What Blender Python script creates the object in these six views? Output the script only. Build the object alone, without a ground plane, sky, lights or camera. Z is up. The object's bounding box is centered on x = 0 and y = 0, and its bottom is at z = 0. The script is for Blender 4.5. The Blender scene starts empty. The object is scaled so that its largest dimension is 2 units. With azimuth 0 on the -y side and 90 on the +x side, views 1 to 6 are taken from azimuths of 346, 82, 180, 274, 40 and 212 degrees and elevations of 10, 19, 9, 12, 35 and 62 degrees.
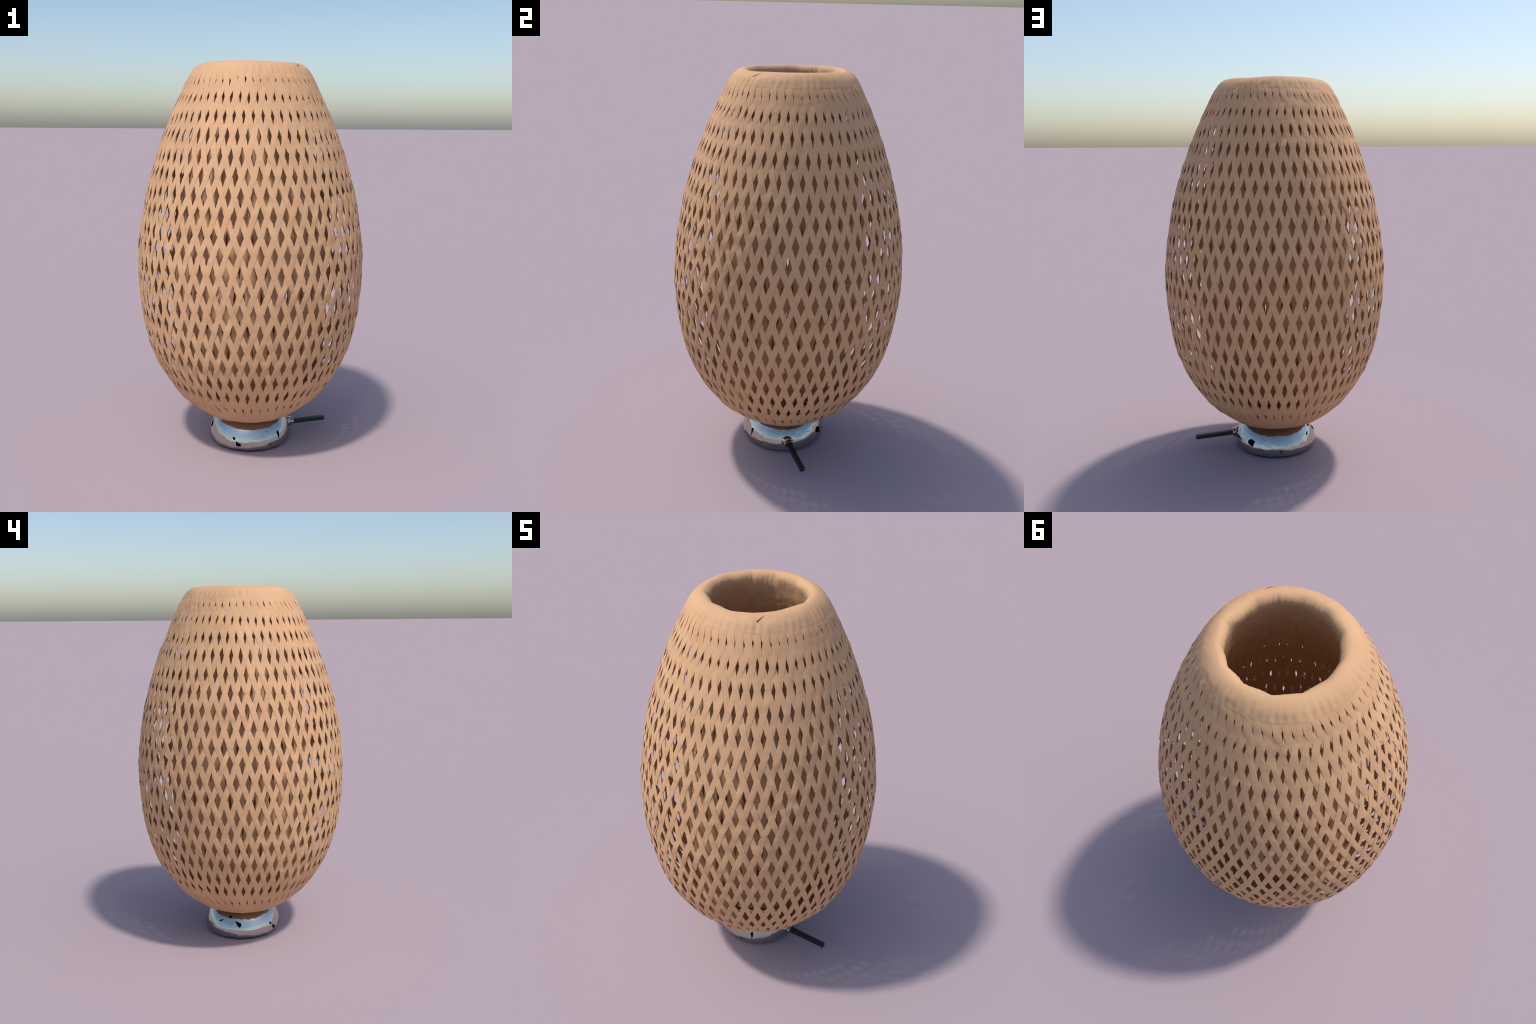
import bpy, math, random
from mathutils import Vector, noise

random.seed(7)
TAU = 2 * math.pi

# --------------------------------------------------------------- helpers
def lerp_table(table, x):
    """piecewise linear interpolation in a list of (x, y), x rising"""
    if x <= table[0][0]:
        return table[0][1]
    for (x0, y0), (x1, y1) in zip(table, table[1:]):
        if x <= x1:
            return y0 + (y1 - y0) * (x - x0) / (x1 - x0)
    return table[-1][1]


def smooth_table(table, x):
    """Catmull-Rom through (x, y)"""
    n = len(table)
    if x <= table[0][0]:
        return table[0][1]
    if x >= table[-1][0]:
        return table[-1][1]
    for i in range(n - 1):
        if x <= table[i + 1][0]:
            break
    x0, y0 = table[i]
    x1, y1 = table[i + 1]
    h = x1 - x0
    m0 = (y1 - table[i - 1][1]) / (x1 - table[i - 1][0]) if i > 0 else (y1 - y0) / h
    m1 = (table[i + 2][1] - y0) / (table[i + 2][0] - x0) if i + 2 < n else (y1 - y0) / h
    t = (x - x0) / h
    return ((2*t**3 - 3*t*t + 1) * y0 + (t**3 - 2*t*t + t) * h * m0
            + (3*t*t - 2*t**3) * y1 + (t**3 - t*t) * h * m1)


def lean(p):
    """the lowest part of the basket sits a few millimetres off the axis"""
    t = min(1, max(0, (.40 - p[2]) / .22))
    return (p[0] - .0038 * t, p[1] - .0014 * t, p[2])


def make_object(name, verts, faces, material, parent, smooth=True):
    if name in ("bamboo_strip", "bottom_hoop"):
        verts = [lean(v) for v in verts]
    me = bpy.data.meshes.new(name)
    me.from_pydata(verts, [], faces)
    me.validate()
    me.update()
    if smooth:
        me.polygons.foreach_set("use_smooth", [True] * len(me.polygons))
    me.materials.append(material)
    ob = bpy.data.objects.new(name, me)
    bpy.context.scene.collection.objects.link(ob)
    ob.parent = parent
    return ob


def mark_sharp(ob, degrees):
    me = ob.data
    import bmesh
    bm = bmesh.new()
    bm.from_mesh(me)
    bmesh.ops.recalc_face_normals(bm, faces=bm.faces)
    lim = math.radians(degrees)
    for e in bm.edges:
        if len(e.link_faces) == 2 and e.calc_face_angle(0) > lim:
            e.smooth = False
    bm.to_mesh(me)
    bm.free()


def lathe(name, profile, material, parent, segments, shape=None, closed=False):
    """revolve (r, z) points; shape(r, z, angle, i) -> (r, z)"""
    verts, faces = [], []
    n = len(profile)
    for s in range(segments):
        a = TAU * s / segments
        for i, (r, z) in enumerate(profile):
            if shape:
                r, z = shape(r, z, a, i)
            verts.append((r * math.cos(a), r * math.sin(a), z))
    last = n if closed else n - 1
    for s in range(segments):
        t = (s + 1) % segments
        for i in range(last):
            j = (i + 1) % n
            faces.append((s * n + i, t * n + i, t * n + j, s * n + j))
    return make_object(name, verts, faces, material, parent)


# ------------------------------------------------------------- materials
def new_material(name):
    m = bpy.data.materials.new(name)
    m.use_nodes = True
    nt = m.node_tree
    return m, nt, nt.nodes["Principled BSDF"]


def bamboo_material(name, tone):
    m, nt, bsdf = new_material(name)
    N, L = nt.nodes, nt.links
    tc = N.new("ShaderNodeTexCoord")
    # broad soft blotches
    n1 = N.new("ShaderNodeTexNoise")
    n1.inputs["Scale"].default_value = 7.0
    n1.inputs["Detail"].default_value = 3.0
    L.new(tc.outputs["Object"], n1.inputs["Vector"])
    r1 = N.new("ShaderNodeValToRGB")
    r1.color_ramp.elements[0].position = 0.32
    r1.color_ramp.elements[1].position = 0.70
    c = tone
    r1.color_ramp.elements[0].color = (c[0] * 0.955, c[1] * 0.94, c[2] * 0.92, 1)
    r1.color_ramp.elements[1].color = (c[0] * 1.035, c[1] * 1.045, c[2] * 1.05, 1)
    L.new(n1.outputs["Fac"], r1.inputs["Fac"])
    # rare rosy and straw-yellow patches
    n2 = N.new("ShaderNodeTexNoise")
    n2.inputs["Scale"].default_value = 16.0
    n2.inputs["Detail"].default_value = 1.0
    L.new(tc.outputs["Object"], n2.inputs["Vector"])
    r2 = N.new("ShaderNodeValToRGB")
    r2.color_ramp.elements[0].position = 0.70
    r2.color_ramp.elements[0].color = (0, 0, 0, 1)
    r2.color_ramp.elements[1].position = 0.80
    r2.color_ramp.elements[1].color = (0.35, 0.35, 0.35, 1)
    L.new(n2.outputs["Fac"], r2.inputs["Fac"])
    mix = N.new("ShaderNodeMix")
    mix.data_type = 'RGBA'
    L.new(r2.outputs["Color"], mix.inputs["Factor"])
    L.new(r1.outputs["Color"], mix.inputs["A"])
    mix.inputs["B"].default_value = (c[0] * 1.05, c[1] * 0.86, c[2] * 0.78, 1)
    # each strip a touch lighter or darker than its neighbours
    info = N.new("ShaderNodeObjectInfo")
    rng = N.new("ShaderNodeMapRange")
    rng.inputs["To Min"].default_value = 0.975
    rng.inputs["To Max"].default_value = 1.025
    L.new(info.outputs["Random"], rng.inputs["Value"])
    hsv = N.new("ShaderNodeHueSaturation")
    L.new(rng.outputs["Result"], hsv.inputs["Value"])
    L.new(mix.outputs["Result"], hsv.inputs["Color"])
    L.new(hsv.outputs["Color"], bsdf.inputs["Base Color"])
    # soft dents
    n3 = N.new("ShaderNodeTexNoise")
    n3.inputs["Scale"].default_value = 45.0
    n3.inputs["Detail"].default_value = 2.0
    L.new(tc.outputs["Object"], n3.inputs["Vector"])
    bump = N.new("ShaderNodeBump")
    bump.inputs["Strength"].default_value = 0.35
    bump.inputs["Distance"].default_value = 0.004
    L.new(n3.outputs["Fac"], bump.inputs["Height"])
    L.new(bump.outputs["Normal"], bsdf.inputs["Normal"])
    bsdf.inputs["Roughness"].default_value = 0.72
    bsdf.inputs["Specular IOR Level"].default_value = 0.25
    return m


def chrome_material():
    m, nt, bsdf = new_material("polished_metal")
    N, L = nt.nodes, nt.links
    tc = N.new("ShaderNodeTexCoord")
    n = N.new("ShaderNodeTexNoise")
    n.inputs["Scale"].default_value = 26.0
    n.inputs["Detail"].default_value = 2.0
    L.new(tc.outputs["Object"], n.inputs["Vector"])
    bump = N.new("ShaderNodeBump")
    bump.inputs["Strength"].default_value = 0.38
    bump.inputs["Distance"].default_value = 0.003
    L.new(n.outputs["Fac"], bump.inputs["Height"])
    L.new(bump.outputs["Normal"], bsdf.inputs["Normal"])
    bsdf.inputs["Base Color"].default_value = (0.46, 0.46, 0.44, 1)
    bsdf.inputs["Metallic"].default_value = 1.0
    bsdf.inputs["Roughness"].default_value = 0.09
    return m


def plain_material(name, color, rough, spec=0.5):
    m, nt, bsdf = new_material(name)
    N, L = nt.nodes, nt.links
    tc = N.new("ShaderNodeTexCoord")
    n = N.new("ShaderNodeTexNoise")
    n.inputs["Scale"].default_value = 60.0
    L.new(tc.outputs["Object"], n.inputs["Vector"])
    r = N.new("ShaderNodeValToRGB")
    r.color_ramp.elements[0].color = tuple(v * 0.85 for v in color) + (1,)
    r.color_ramp.elements[1].color = tuple(v * 1.15 for v in color) + (1,)
    L.new(n.outputs["Fac"], r.inputs["Fac"])
    L.new(r.outputs["Color"], bsdf.inputs["Base Color"])
    bsdf.inputs["Roughness"].default_value = rough
    bsdf.inputs["Specular IOR Level"].default_value = spec
    return m


BAMBOO = bamboo_material("bamboo", (0.632, 0.373, 0.200))
BAMBOO_IN = BAMBOO


def split_edge_material():
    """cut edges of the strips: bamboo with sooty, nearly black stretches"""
    m = BAMBOO.copy()
    m.name = "bamboo_cut_edge"
    nt = m.node_tree
    N, L = nt.nodes, nt.links
    bsdf = N["Principled BSDF"]
    old = bsdf.inputs["Base Color"].links[0].from_socket
    tc = N.new("ShaderNodeTexCoord")
    n = N.new("ShaderNodeTexNoise")
    n.inputs["Scale"].default_value = 22.0
    n.inputs["Detail"].default_value = 1.0
    L.new(tc.outputs["Object"], n.inputs["Vector"])
    r = N.new("ShaderNodeValToRGB")
    r.color_ramp.elements[0].position = 0.56
    r.color_ramp.elements[0].color = (0, 0, 0, 1)
    r.color_ramp.elements[1].position = 0.62
    r.color_ramp.elements[1].color = (1, 1, 1, 1)
    L.new(n.outputs["Fac"], r.inputs["Fac"])
    mix = N.new("ShaderNodeMix")
    mix.data_type = 'RGBA'
    L.new(r.outputs["Color"], mix.inputs["Factor"])
    L.new(old, mix.inputs["A"])
    mix.inputs["B"].default_value = (.045, .042, .036, 1)
    L.new(mix.outputs["Result"], bsdf.inputs["Base Color"])
    return m


SPLIT_EDGE = split_edge_material()
CHROME = chrome_material()
CABLE = plain_material("black_rubber", (0.012, 0.014, 0.017), 0.5)
CHIP = plain_material("black_chip", (0.0015, 0.0015, 0.0015), 0.9, 0.0)
FOOT = plain_material("dark_felt", (0.012, 0.012, 0.013), 0.8, 0.2)

# ---------------------------------------------------------------- shapes
# outer shade, radius over height
OUTER = [(.181, .245), (.19, .2575), (.205, .279), (.23, .314), (.28, .3700), (.36, .4340), (.46, .4925),
         (.60, .545), (.80, .5775), (.96, .5875), (1.10, .580), (1.25, .559), (1.40, .5285),
         (1.52, .492), (1.64, .4495), (1.75, .404), (1.83, .3675), (1.90, .333), (1.94, .312),
         (1.965, .2915), (1.985, .266)]
# inner shade
INNER = [(.275, .190), (.31, .230), (.36, .276), (.42, .314), (.50, .346), (.60, .371), (.72, .390),
         (.92, .398), (1.05, .394), (1.20, .382), (1.35, .359), (1.50, .330), (1.62, .300),
         (1.75, .265), (1.85, .239), (1.90, .228), (1.94, .222), (1.97, .221)]
# heights of the hole rows, top to bottom
ROWS = [1.903, 1.820, 1.735, 1.642, 1.551, 1.460, 1.373, 1.283, 1.192, 1.109,
        1.011, .925, .831, .741, .650, .561, .471, .381, .293]
# open share of the pitch in each row
OPEN = [.19, .34, .39, .45, .475, .51, .535, .55, .545, .56,
        .55, .555, .55, .555, .55, .54, .51, .45, .21]
PER_TURN = 58
PITCH = TAU / PER_TURN
ROW_TABLE = sorted([(z, j) for j, z in enumerate(ROWS)] + [(2.07, -2), (.11, 20)])
OPEN_TABLE = [(-1.2, -.02), (-.45, .0)] + [(j, f) for j, f in enumerate(OPEN)] + [(18.6, 0.0), (19.5, -.02)]
OUTER_FACETED = [(z, smooth_table(OUTER, z)) for z in
                 (.181, .205, .235, .285, .33, .40, .48, .58, .69, .80, .92, 1.04, 1.15, 1.26,
                  1.36, 1.465, 1.56, 1.66, 1.75, 1.83, 1.90, 1.94, 1.965, 1.985)]


def outer_radius(z):
    return 0.45 * smooth_table(OUTER, z) + 0.55 * lerp_table(OUTER_FACETED, z)


def inner_radius(z):
    return smooth_table(INNER, z)


def inner_open(z):
    return max(-.02, 1 - .0285 / (inner_radius(z) * PITCH))


def dent(p, seed):
    """small scan-like lumps of the surface, in metres"""
    v = Vector(p)
    a = noise.noise(v * 9.0 + Vector((seed, 0, 0)))
    b = noise.noise(v * 24.0 + Vector((0, seed, 3.1)))
    c = noise.noise(v * 3.1 + Vector((5.0, 1.0, seed)))
    return .0026 * a + .0028 * b * (0.5 + 1.6 * abs(c))


def woven_strip(name, parent, material, k, turn, z0, z1, radius, row_of, open_of,
                lift, thick, seed, steps, tuck, flat_ends, phase=0.0):
    """one split-bamboo strip that climbs the shade; turn = +1 or -1"""
    rnd = random.Random(seed)
    # each strip has its own width, tightness and edge wander
    width_own = 1 + rnd.uniform(-.04, .04)
    off = rnd.uniform(0, 50)
    cross = 4
    rows = []
    for i in range(steps + 1):
        z = z0 + (z1 - z0) * i / steps
        J = row_of(z)
        r = radius(z)
        f = open_of(z, J)
        small = min(1, max(0, (f - .0) / .25))
        w = (1 - f) * PITCH
        if f > .02:
            w *= 1 + (width_own - 1) * (1.0 + (1 - small) * 1.2)
        # where the weave is closed the strips shingle over their neighbours
        closed = 0.0
        if flat_ends:
            closed = 1 - min(1, max(0, (J + .45) / .42)) * min(1, max(0, (18.8 - J) / .42))
        w = min(w, (.992 + .075 * closed) * PITCH)
        if closed > .3:
            w = max(w, (.992 + .075 * closed) * PITCH * min(1, .55 + closed * .6))
        c = k * PITCH + turn * PITCH / 2 * J + phase
        c += noise.noise((off, z * 3.0, turn)) * PITCH * .022
        # ragged edges, most of all near the rim where the weave is tight
        rag = PITCH * (.055 + .10 * min(1, max(0, (2.2 - J) / 2.5)))
        e0 = noise.noise((off + 9, z * 17, 1.0)) * rag
        e1 = noise.noise((off + 9, z * 17, 8.0)) * rag
        e0 += noise.noise((off + 9, z * 60, 21.0)) ** 3 * PITCH * .22
        e1 += noise.noise((off + 9, z * 60, 28.0)) ** 3 * PITCH * .22
        # over at even rows, under at odd rows
        loose = noise.noise((off + 3, z * 5.0, 2.0))
        amp = lift * (0.55 + 2.6 * max(0, loose) ** 2 + .3 * loose)
        over = turn * math.cos(math.pi * J)
        over = math.copysign(abs(over) ** .7, over) * amp
        # pressed flat where the weave closes at the rim and at the foot
        if flat_ends:
            over = over * (1 - closed) + turn * .0009 * closed
        # outward direction of the profile, to give the strip its thickness
        dr = (radius(z + .004) - radius(z - .004)) / .008
        nl = math.hypot(1, dr)
        nr, nz = 1 / nl, -dr / nl
        row_out, row_in = [], []
        for q in range(cross + 1):
            s = q / cross - .5
            ang = c + s * w + (e0 if s < 0 else e1) * abs(s) * 2
            crown = -.0004 * (2 * s) ** 2          # nearly flat face
            p = (r * math.cos(ang), r * math.sin(ang), z)
            d = over + crown + dent(p, seed_noise) + tuck(z) + .0014 * closed * s
            ro = r + nr * (d + thick / 2)
            zo = z + nz * (d + thick / 2)
            ri = r + nr * (d - thick / 2)
            zi = z + nz * (d - thick / 2)
            row_out.append((ro * math.cos(ang), ro * math.sin(ang), zo))
            row_in.append((ri * math.cos(ang), ri * math.sin(ang), zi))
        rows.append(row_out + row_in[::-1])
    m = 2 * (cross + 1)
    verts = [v for row in rows for v in row]
    faces = []
    for i in range(steps):
        for q in range(m):
            t = (q + 1) % m
            faces.append((i * m + q, i * m + t, (i + 1) * m + t, (i + 1) * m + q))
    faces.append(tuple(range(m - 1, -1, -1)))
    faces.append(tuple(range(steps * m, steps * m + m)))
    ob = make_object(name, verts, faces, material, parent)
    ob.data.materials.append(SPLIT_EDGE)
    for i in range(steps):                      # the two cut edges of the strip
        ob.data.polygons[i * m + cross].material_index = 1
        ob.data.polygons[i * m + m - 1].material_index = 1
    mark_sharp(ob, 50)
    return ob


seed_noise = 2.3

# ------------------------------------------------------------- the thing
lamp = bpy.data.objects.new("table_lamp", None)
bpy.context.scene.collection.objects.link(lamp)
lamp["label"] = "tall woven bamboo egg-shaped lamp on a small chrome foot"
lamp["category"] = "table lamp"


def part_empty(name):
    e = bpy.data.objects.new(name, None)
    bpy.context.scene.collection.objects.link(e)
    e.parent = lamp
    return e


outer_shade = part_empty("outer_shade")
inner_shade = part_empty("inner_shade")
stand = part_empty("lamp_base")

# outer weave
for turn in (1, -1):
    for k in range(PER_TURN):
        woven_strip("bamboo_strip", outer_shade, BAMBOO, k, turn, .182, 1.955, outer_radius,
                    lambda z: lerp_table(ROW_TABLE, z),
                    lambda z, J: lerp_table(OPEN_TABLE, J),
                    .0018, .0036, 1000 + k + (200 if turn < 0 else 0), 170,
                    lambda z: -.0040 * min(1, max(0, (z - 1.915) / .04)), True)

# inner weave, same strips on a smaller round, so narrower holes
seed_noise = 7.7
for turn in (1, -1):
    for k in range(PER_TURN):
        woven_strip("inner_bamboo_strip", inner_shade, BAMBOO_IN, k, turn, .278, 1.932, inner_radius,
                    lambda z: 8 - (z - 1.157) / .146,
                    lambda z, J: inner_open(z),
                    .0012, .0034, 4000 + k + (200 if turn < 0 else 0), 100,
                    lambda z: .004 * min(1, max(0, (z - 1.84) / .06)), False)

# ------------------------------------------------------------------- rim
# the opening is a slightly uneven polygon
corner = random.Random(12)
OPEN_CORNERS = []
a = 0.1
while a < TAU + .05:
    OPEN_CORNERS.append((a, 1 + corner.uniform(-.012, .014)))
    a += corner.uniform(.36, .56)
OPEN_CORNERS[-1] = (OPEN_CORNERS[0][0] + TAU, OPEN_CORNERS[0][1])


def polygon_factor(ang):
    ang = (ang - OPEN_CORNERS[0][0]) % TAU + OPEN_CORNERS[0][0]
    for (a0, r0), (a1, r1) in zip(OPEN_CORNERS, OPEN_CORNERS[1:]):
        if a0 <= ang <= a1:
            # radius of the straight chord between two corners
            x0, y0 = r0 * math.cos(a0), r0 * math.sin(a0)
            x1, y1 = r1 * math.cos(a1), r1 * math.sin(a1)
            return (x0 * y1 - x1 * y0) / (math.cos(ang) * (y1 - y0) - math.sin(ang) * (x1 - x0))
    return 1


RIM = [(outer_radius(z) + d, z) for z, d in
       ((1.916, -.0050), (1.923, -.0028), (1.930, -.0010), (1.938, .0006), (1.947, .0014), (1.955, .0018))]
RIM += [(.2955, 1.9665), (.2850, 1.9770), (.2735, 1.9858), (.2615, 1.9928), (.2490, 1.9972), (.2385, 1.9978),
        (.2300, 1.9930), (.2228, 1.984), (.2180, 1.974), (.2158, 1.962), (.2168, 1.946), (.2190, 1.930),
        (.2223, 1.913), (.2257, 1.896), (.2295, 1.880), (.2345, 1.862), (.2403, 1.842), (.2470, 1.822), (.2560, 1.800)]
LIP = len(RIM)
# hidden between the two shades
RIM += [(.262, 1.81), (.262, 1.884), (.262, 1.925), (.285, 1.928), (.304, 1.916)]


def rim_shape(r, z, a, i):
    if i >= LIP:
        return r, z
    inside = min(1, max(0, (i - 9) / 4)) * min(1, max(0, (19 - i) / 5))
    r *= 1 + inside * (polygon_factor(a) - 1)
    ca, sa = math.cos(a), math.sin(a)
    ridge = math.sin(a * PER_TURN + 3 * noise.noise((ca * 2, sa * 2, z)))
    where = math.exp(-((i - 5.0) / 2.6) ** 2) + .45 * math.exp(-((i - 14.5) / 2.2) ** 2)
    r += .0022 * ridge * where * (0.6 + noise.noise((ca * 3, sa * 3, 4.0)))
    z += .0045 * noise.noise((ca * 1.6, sa * 1.6, 9.0)) * min(1, max(0, (z - 1.94) / .05))
    p = Vector((r * ca, r * sa, z))
    r += dent(p, 2.3) + .0014 * noise.noise(p * 14)
    # the rim dives under the strips along a wandering line
    r += .0022 * noise.noise((ca * 5, sa * 5, 2.0)) * min(1, max(0, (6 - i) / 5))
    return r, z


lathe("rim", RIM, BAMBOO, outer_shade, 348, rim_shape, closed=True)

# a short dark split in the rim: corners as (azimuth in degrees, place along the rim profile)
def rim_point(deg, t, up):
    an = math.radians(deg) % TAU
    i = int(t)
    (r0, z0), (r1, z1) = RIM[i], RIM[i + 1]
    f = t - i
    ra, za = rim_shape(r0, z0, an, i)
    rb, zb = rim_shape(r1, z1, an, i + 1)
    r, z = ra + (rb - ra) * f, za + (zb - za) * f
    nr, nz = z1 - z0, r0 - r1
    n = math.hypot(nr, nz)
    r, z = r + nr / n * up, z + nz / n * up
    return (r * math.cos(an), r * math.sin(an), z)


verts, faces = [], []
for i in range(9):
    f = i / 8
    left = (-51.0 + 8.4 * f, 7.30 + 2.05 * f)
    right = (-49.6 + 7.0 * f, 6.85 + 2.50 * f)
    for up_by in (.0003, -.003):
        verts.append(rim_point(*left, up_by))
        verts.append(rim_point(*right, up_by))
for i in range(8):
    b = i * 4
    faces += [(b, b + 1, b + 5, b + 4), (b + 1, b + 3, b + 7, b + 5), (b + 2, b, b + 4, b + 6)]
faces += [(0, 2, 3, 1)]
make_object("rim_split", verts, faces, plain_material("dark_split", (.13, .075, .045), .9, .1), outer_shade, False)

# closed band at the foot of the shade
lathe("bottom_hoop", [(.2475, .1825), (.240, .1795), (.212, .1795), (.145, .1805), (.145, .186), (.236, .188),
                      (.256, .199), (.2600, .199)],
      BAMBOO, outer_shade, 174,
      lambda r, z, a, i: (r + .001 * noise.noise((math.cos(a) * 4, math.sin(a) * 4, z * 9)), z), closed=True)

# ------------------------------------------------------------------ base
BASE = [(.0, .205), (.004, .2105), (.012, .219), (.022, .2238), (.034, .225), (.06, .221), (.09, .2105),
        (.12, .194), (.145, .171), (.165, .142)]


def base_radius(z):
    return smooth_table(BASE, z)


profile = [(0.0, .0055), (.10, .0055), (.19, .0055), (.2105, .006)]
profile += [(base_radius(.006 + .159 * i / 30), .006 + .159 * i / 30) for i in range(1, 31)]
profile += [(.134, .178), (.134, .283), (.130, .287), (.0, .287)]
BASE_SIDES = 15


def base_shape(r, z, a, i):
    if r < .001 or z > .17:
        return r, z
    # faceted lower edge that fades into a smooth dome
    k = math.cos(math.pi / BASE_SIDES) / math.cos((a + .2) % (TAU / BASE_SIDES) - math.pi / BASE_SIDES)
    low = max(0, 1 - z / .05)
    r *= 1 + (k - 1) * low * .9
    p = Vector((r * math.cos(a), r * math.sin(a), z))
    r += .0011 * noise.noise(p * 17) + .0007 * noise.noise(p * 45 + Vector((4, 4, 4)))
    return r, z


base = lathe("chrome_foot", profile, CHROME, stand, 180, base_shape)
lathe("foot_pad", [(.0, .0), (.2015, .0), (.2065, .0015), (.2095, .0052), (.0, .0052)], FOOT, stand, 60,
      lambda r, z, a, i: (r * (math.cos(math.pi / BASE_SIDES)
                               / math.cos((a + .2) % (TAU / BASE_SIDES) - math.pi / BASE_SIDES)), z))

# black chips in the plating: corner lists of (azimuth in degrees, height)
CHIPS = [
    [(-128.8, .0747), (-126.3, .0792), (-124, .0707), (-124.8, .0638), (-127.2, .0655)],
    [(-123.1, .0590), (-115.6, .0440), (-116.2, .0340), (-119.5, .0322), (-122.3, .0350)],
    [(-62.1, .0890), (-57.6, .0924), (-58.0, .0720), (-59.4, .0485), (-60.5, .0700)],
    [(159.9, .1195), (162.8, .1335), (166.8, .1270), (166.1, .1205)],
    [(144.5, .0948), (147.0, .1032), (153.0, .1090), (149.3, .0978), (147.0, .0924)],
    [(172.7, .1090), (-177.2, .0965), (-176.7, .0842), (-179.1, .0737), (178.2, .0792)],
    [(48.0, .0820), (53.3, .0915), (60.0, .0830), (57.4, .0535), (48.2, .0675)],
    [(97.3, .0439), (100.2, .0425), (98.6, .0352), (97.2, .0354)],
    [(-77.8, .0357), (-74.8, .0378), (-72.9, .0352), (-75.1, .0330)],
    [(32.5, .0995), (33.8, .0960), (32.8, .0940), (31.2, .0965)],
    [(-79.2, .1040), (-77.6, .1025), (-77.9, .1000), (-79.5, .1010)],
    [(-40.8, .0405), (-39.0, .0385), (-39.6, .0358), (-41.0, .0370)],
]
for corners in CHIPS:
    ref = corners[0][0]
    pts = [((((d - ref + 180) % 360) - 180) + ref, z) for d, z in corners]
    ca = sum(p[0] for p in pts) / len(pts)
    cz = sum(p[1] for p in pts) / len(pts)
    verts, faces = [], []
    rings, per = 5, 8

    def edge(t):
        t = t % len(pts)
        i = int(t)
        (a0, z0), (a1, z1) = pts[i], pts[(i + 1) % len(pts)]
        return a0 + (a1 - a0) * (t - i), z0 + (z1 - z0) * (t - i)
    total = per * len(pts)

    def put(deg, z, up):
        an = math.radians(deg)
        r, zz = base_shape(base_radius(z), z, an % TAU, 1)
        verts.append(((r + up) * math.cos(an), (r + up) * math.sin(an), zz + up * .4))
    put(ca, cz, .0009)
    for g in range(1, rings + 1):
        for t in range(total):
            d, z = edge(t / per)
            put(ca + (d - ca) * g / rings, cz + (z - cz) * g / rings, .0009)
    for t in range(total):
        d, z = edge(t / per)
        put(d, z, -.002)
    for t in range(total):
        faces.append((0, 1 + t, 1 + (t + 1) % total))
    for g in range(rings):
        for t in range(total):
            u = (t + 1) % total
            b = 1 + g * total
            faces.append((b + t, b + total + t, b + total + u, b + u))
    ob = make_object("black_chip", verts, faces, CHIP, stand)
    mark_sharp(ob, 50)

# ------------------------------------------------- cable and its bushing
A = Vector((.200, -.0095, .0655))
B = Vector((.4435, .0365, .0478))
axis = (B - A).normalized()
side = axis.cross(Vector((0, 0, 1))).normalized()
up = side.cross(axis)


def swept(name, stations, sides, material, parent, squash=1.0, spin=0.0, bumps=0.0, flat=0.0):
    """stations: (distance along the cable axis, radius)"""
    verts, faces = [], []
    for s, (d, r) in enumerate(stations):
        for q in range(sides):
            t = TAU * q / sides + spin
            rr = r * (1 + bumps * noise.noise((math.cos(t) * 2, math.sin(t) * 2, d * 60)))
            # flat > 0 squares the section
            rr *= 1 + flat * (1 / max(abs(math.cos(t)), abs(math.sin(t))) - 1) - .12 * flat
            p = A + axis * d + side * math.cos(t) * rr + up * math.sin(t) * rr * squash
            verts.append(tuple(p))
    for s in range(len(stations) - 1):
        for q in range(sides):
            t = (q + 1) % sides
            faces.append((s * sides + q, s * sides + t, (s + 1) * sides + t, (s + 1) * sides + q))
    faces.append(tuple(range(sides - 1, -1, -1)))
    n = (len(stations) - 1) * sides
    faces.append(tuple(range(n, n + sides)))
    ob = make_object(name, verts, faces, material, parent)
    mark_sharp(ob, 40)
    return ob


length = (B - A).length
swept("power_cable", [(.0, .0146), (.05, .0144), (.12, .0138), (.19, .0135), (length - .0008, .0135), (length, .0126)],
      12, CABLE, lamp, .92, TAU / 8, flat=.7)
swept("cable_bushing", [(-.03, .033), (.004, .032), (.016, .030), (.022, .0285), (.026, .0235), (.030, .025),
                        (.038, .0255), (.042, .0235), (.043, .018), (.040, .0150)],
      28, CHROME, stand, 1.0, 0.0, .16)
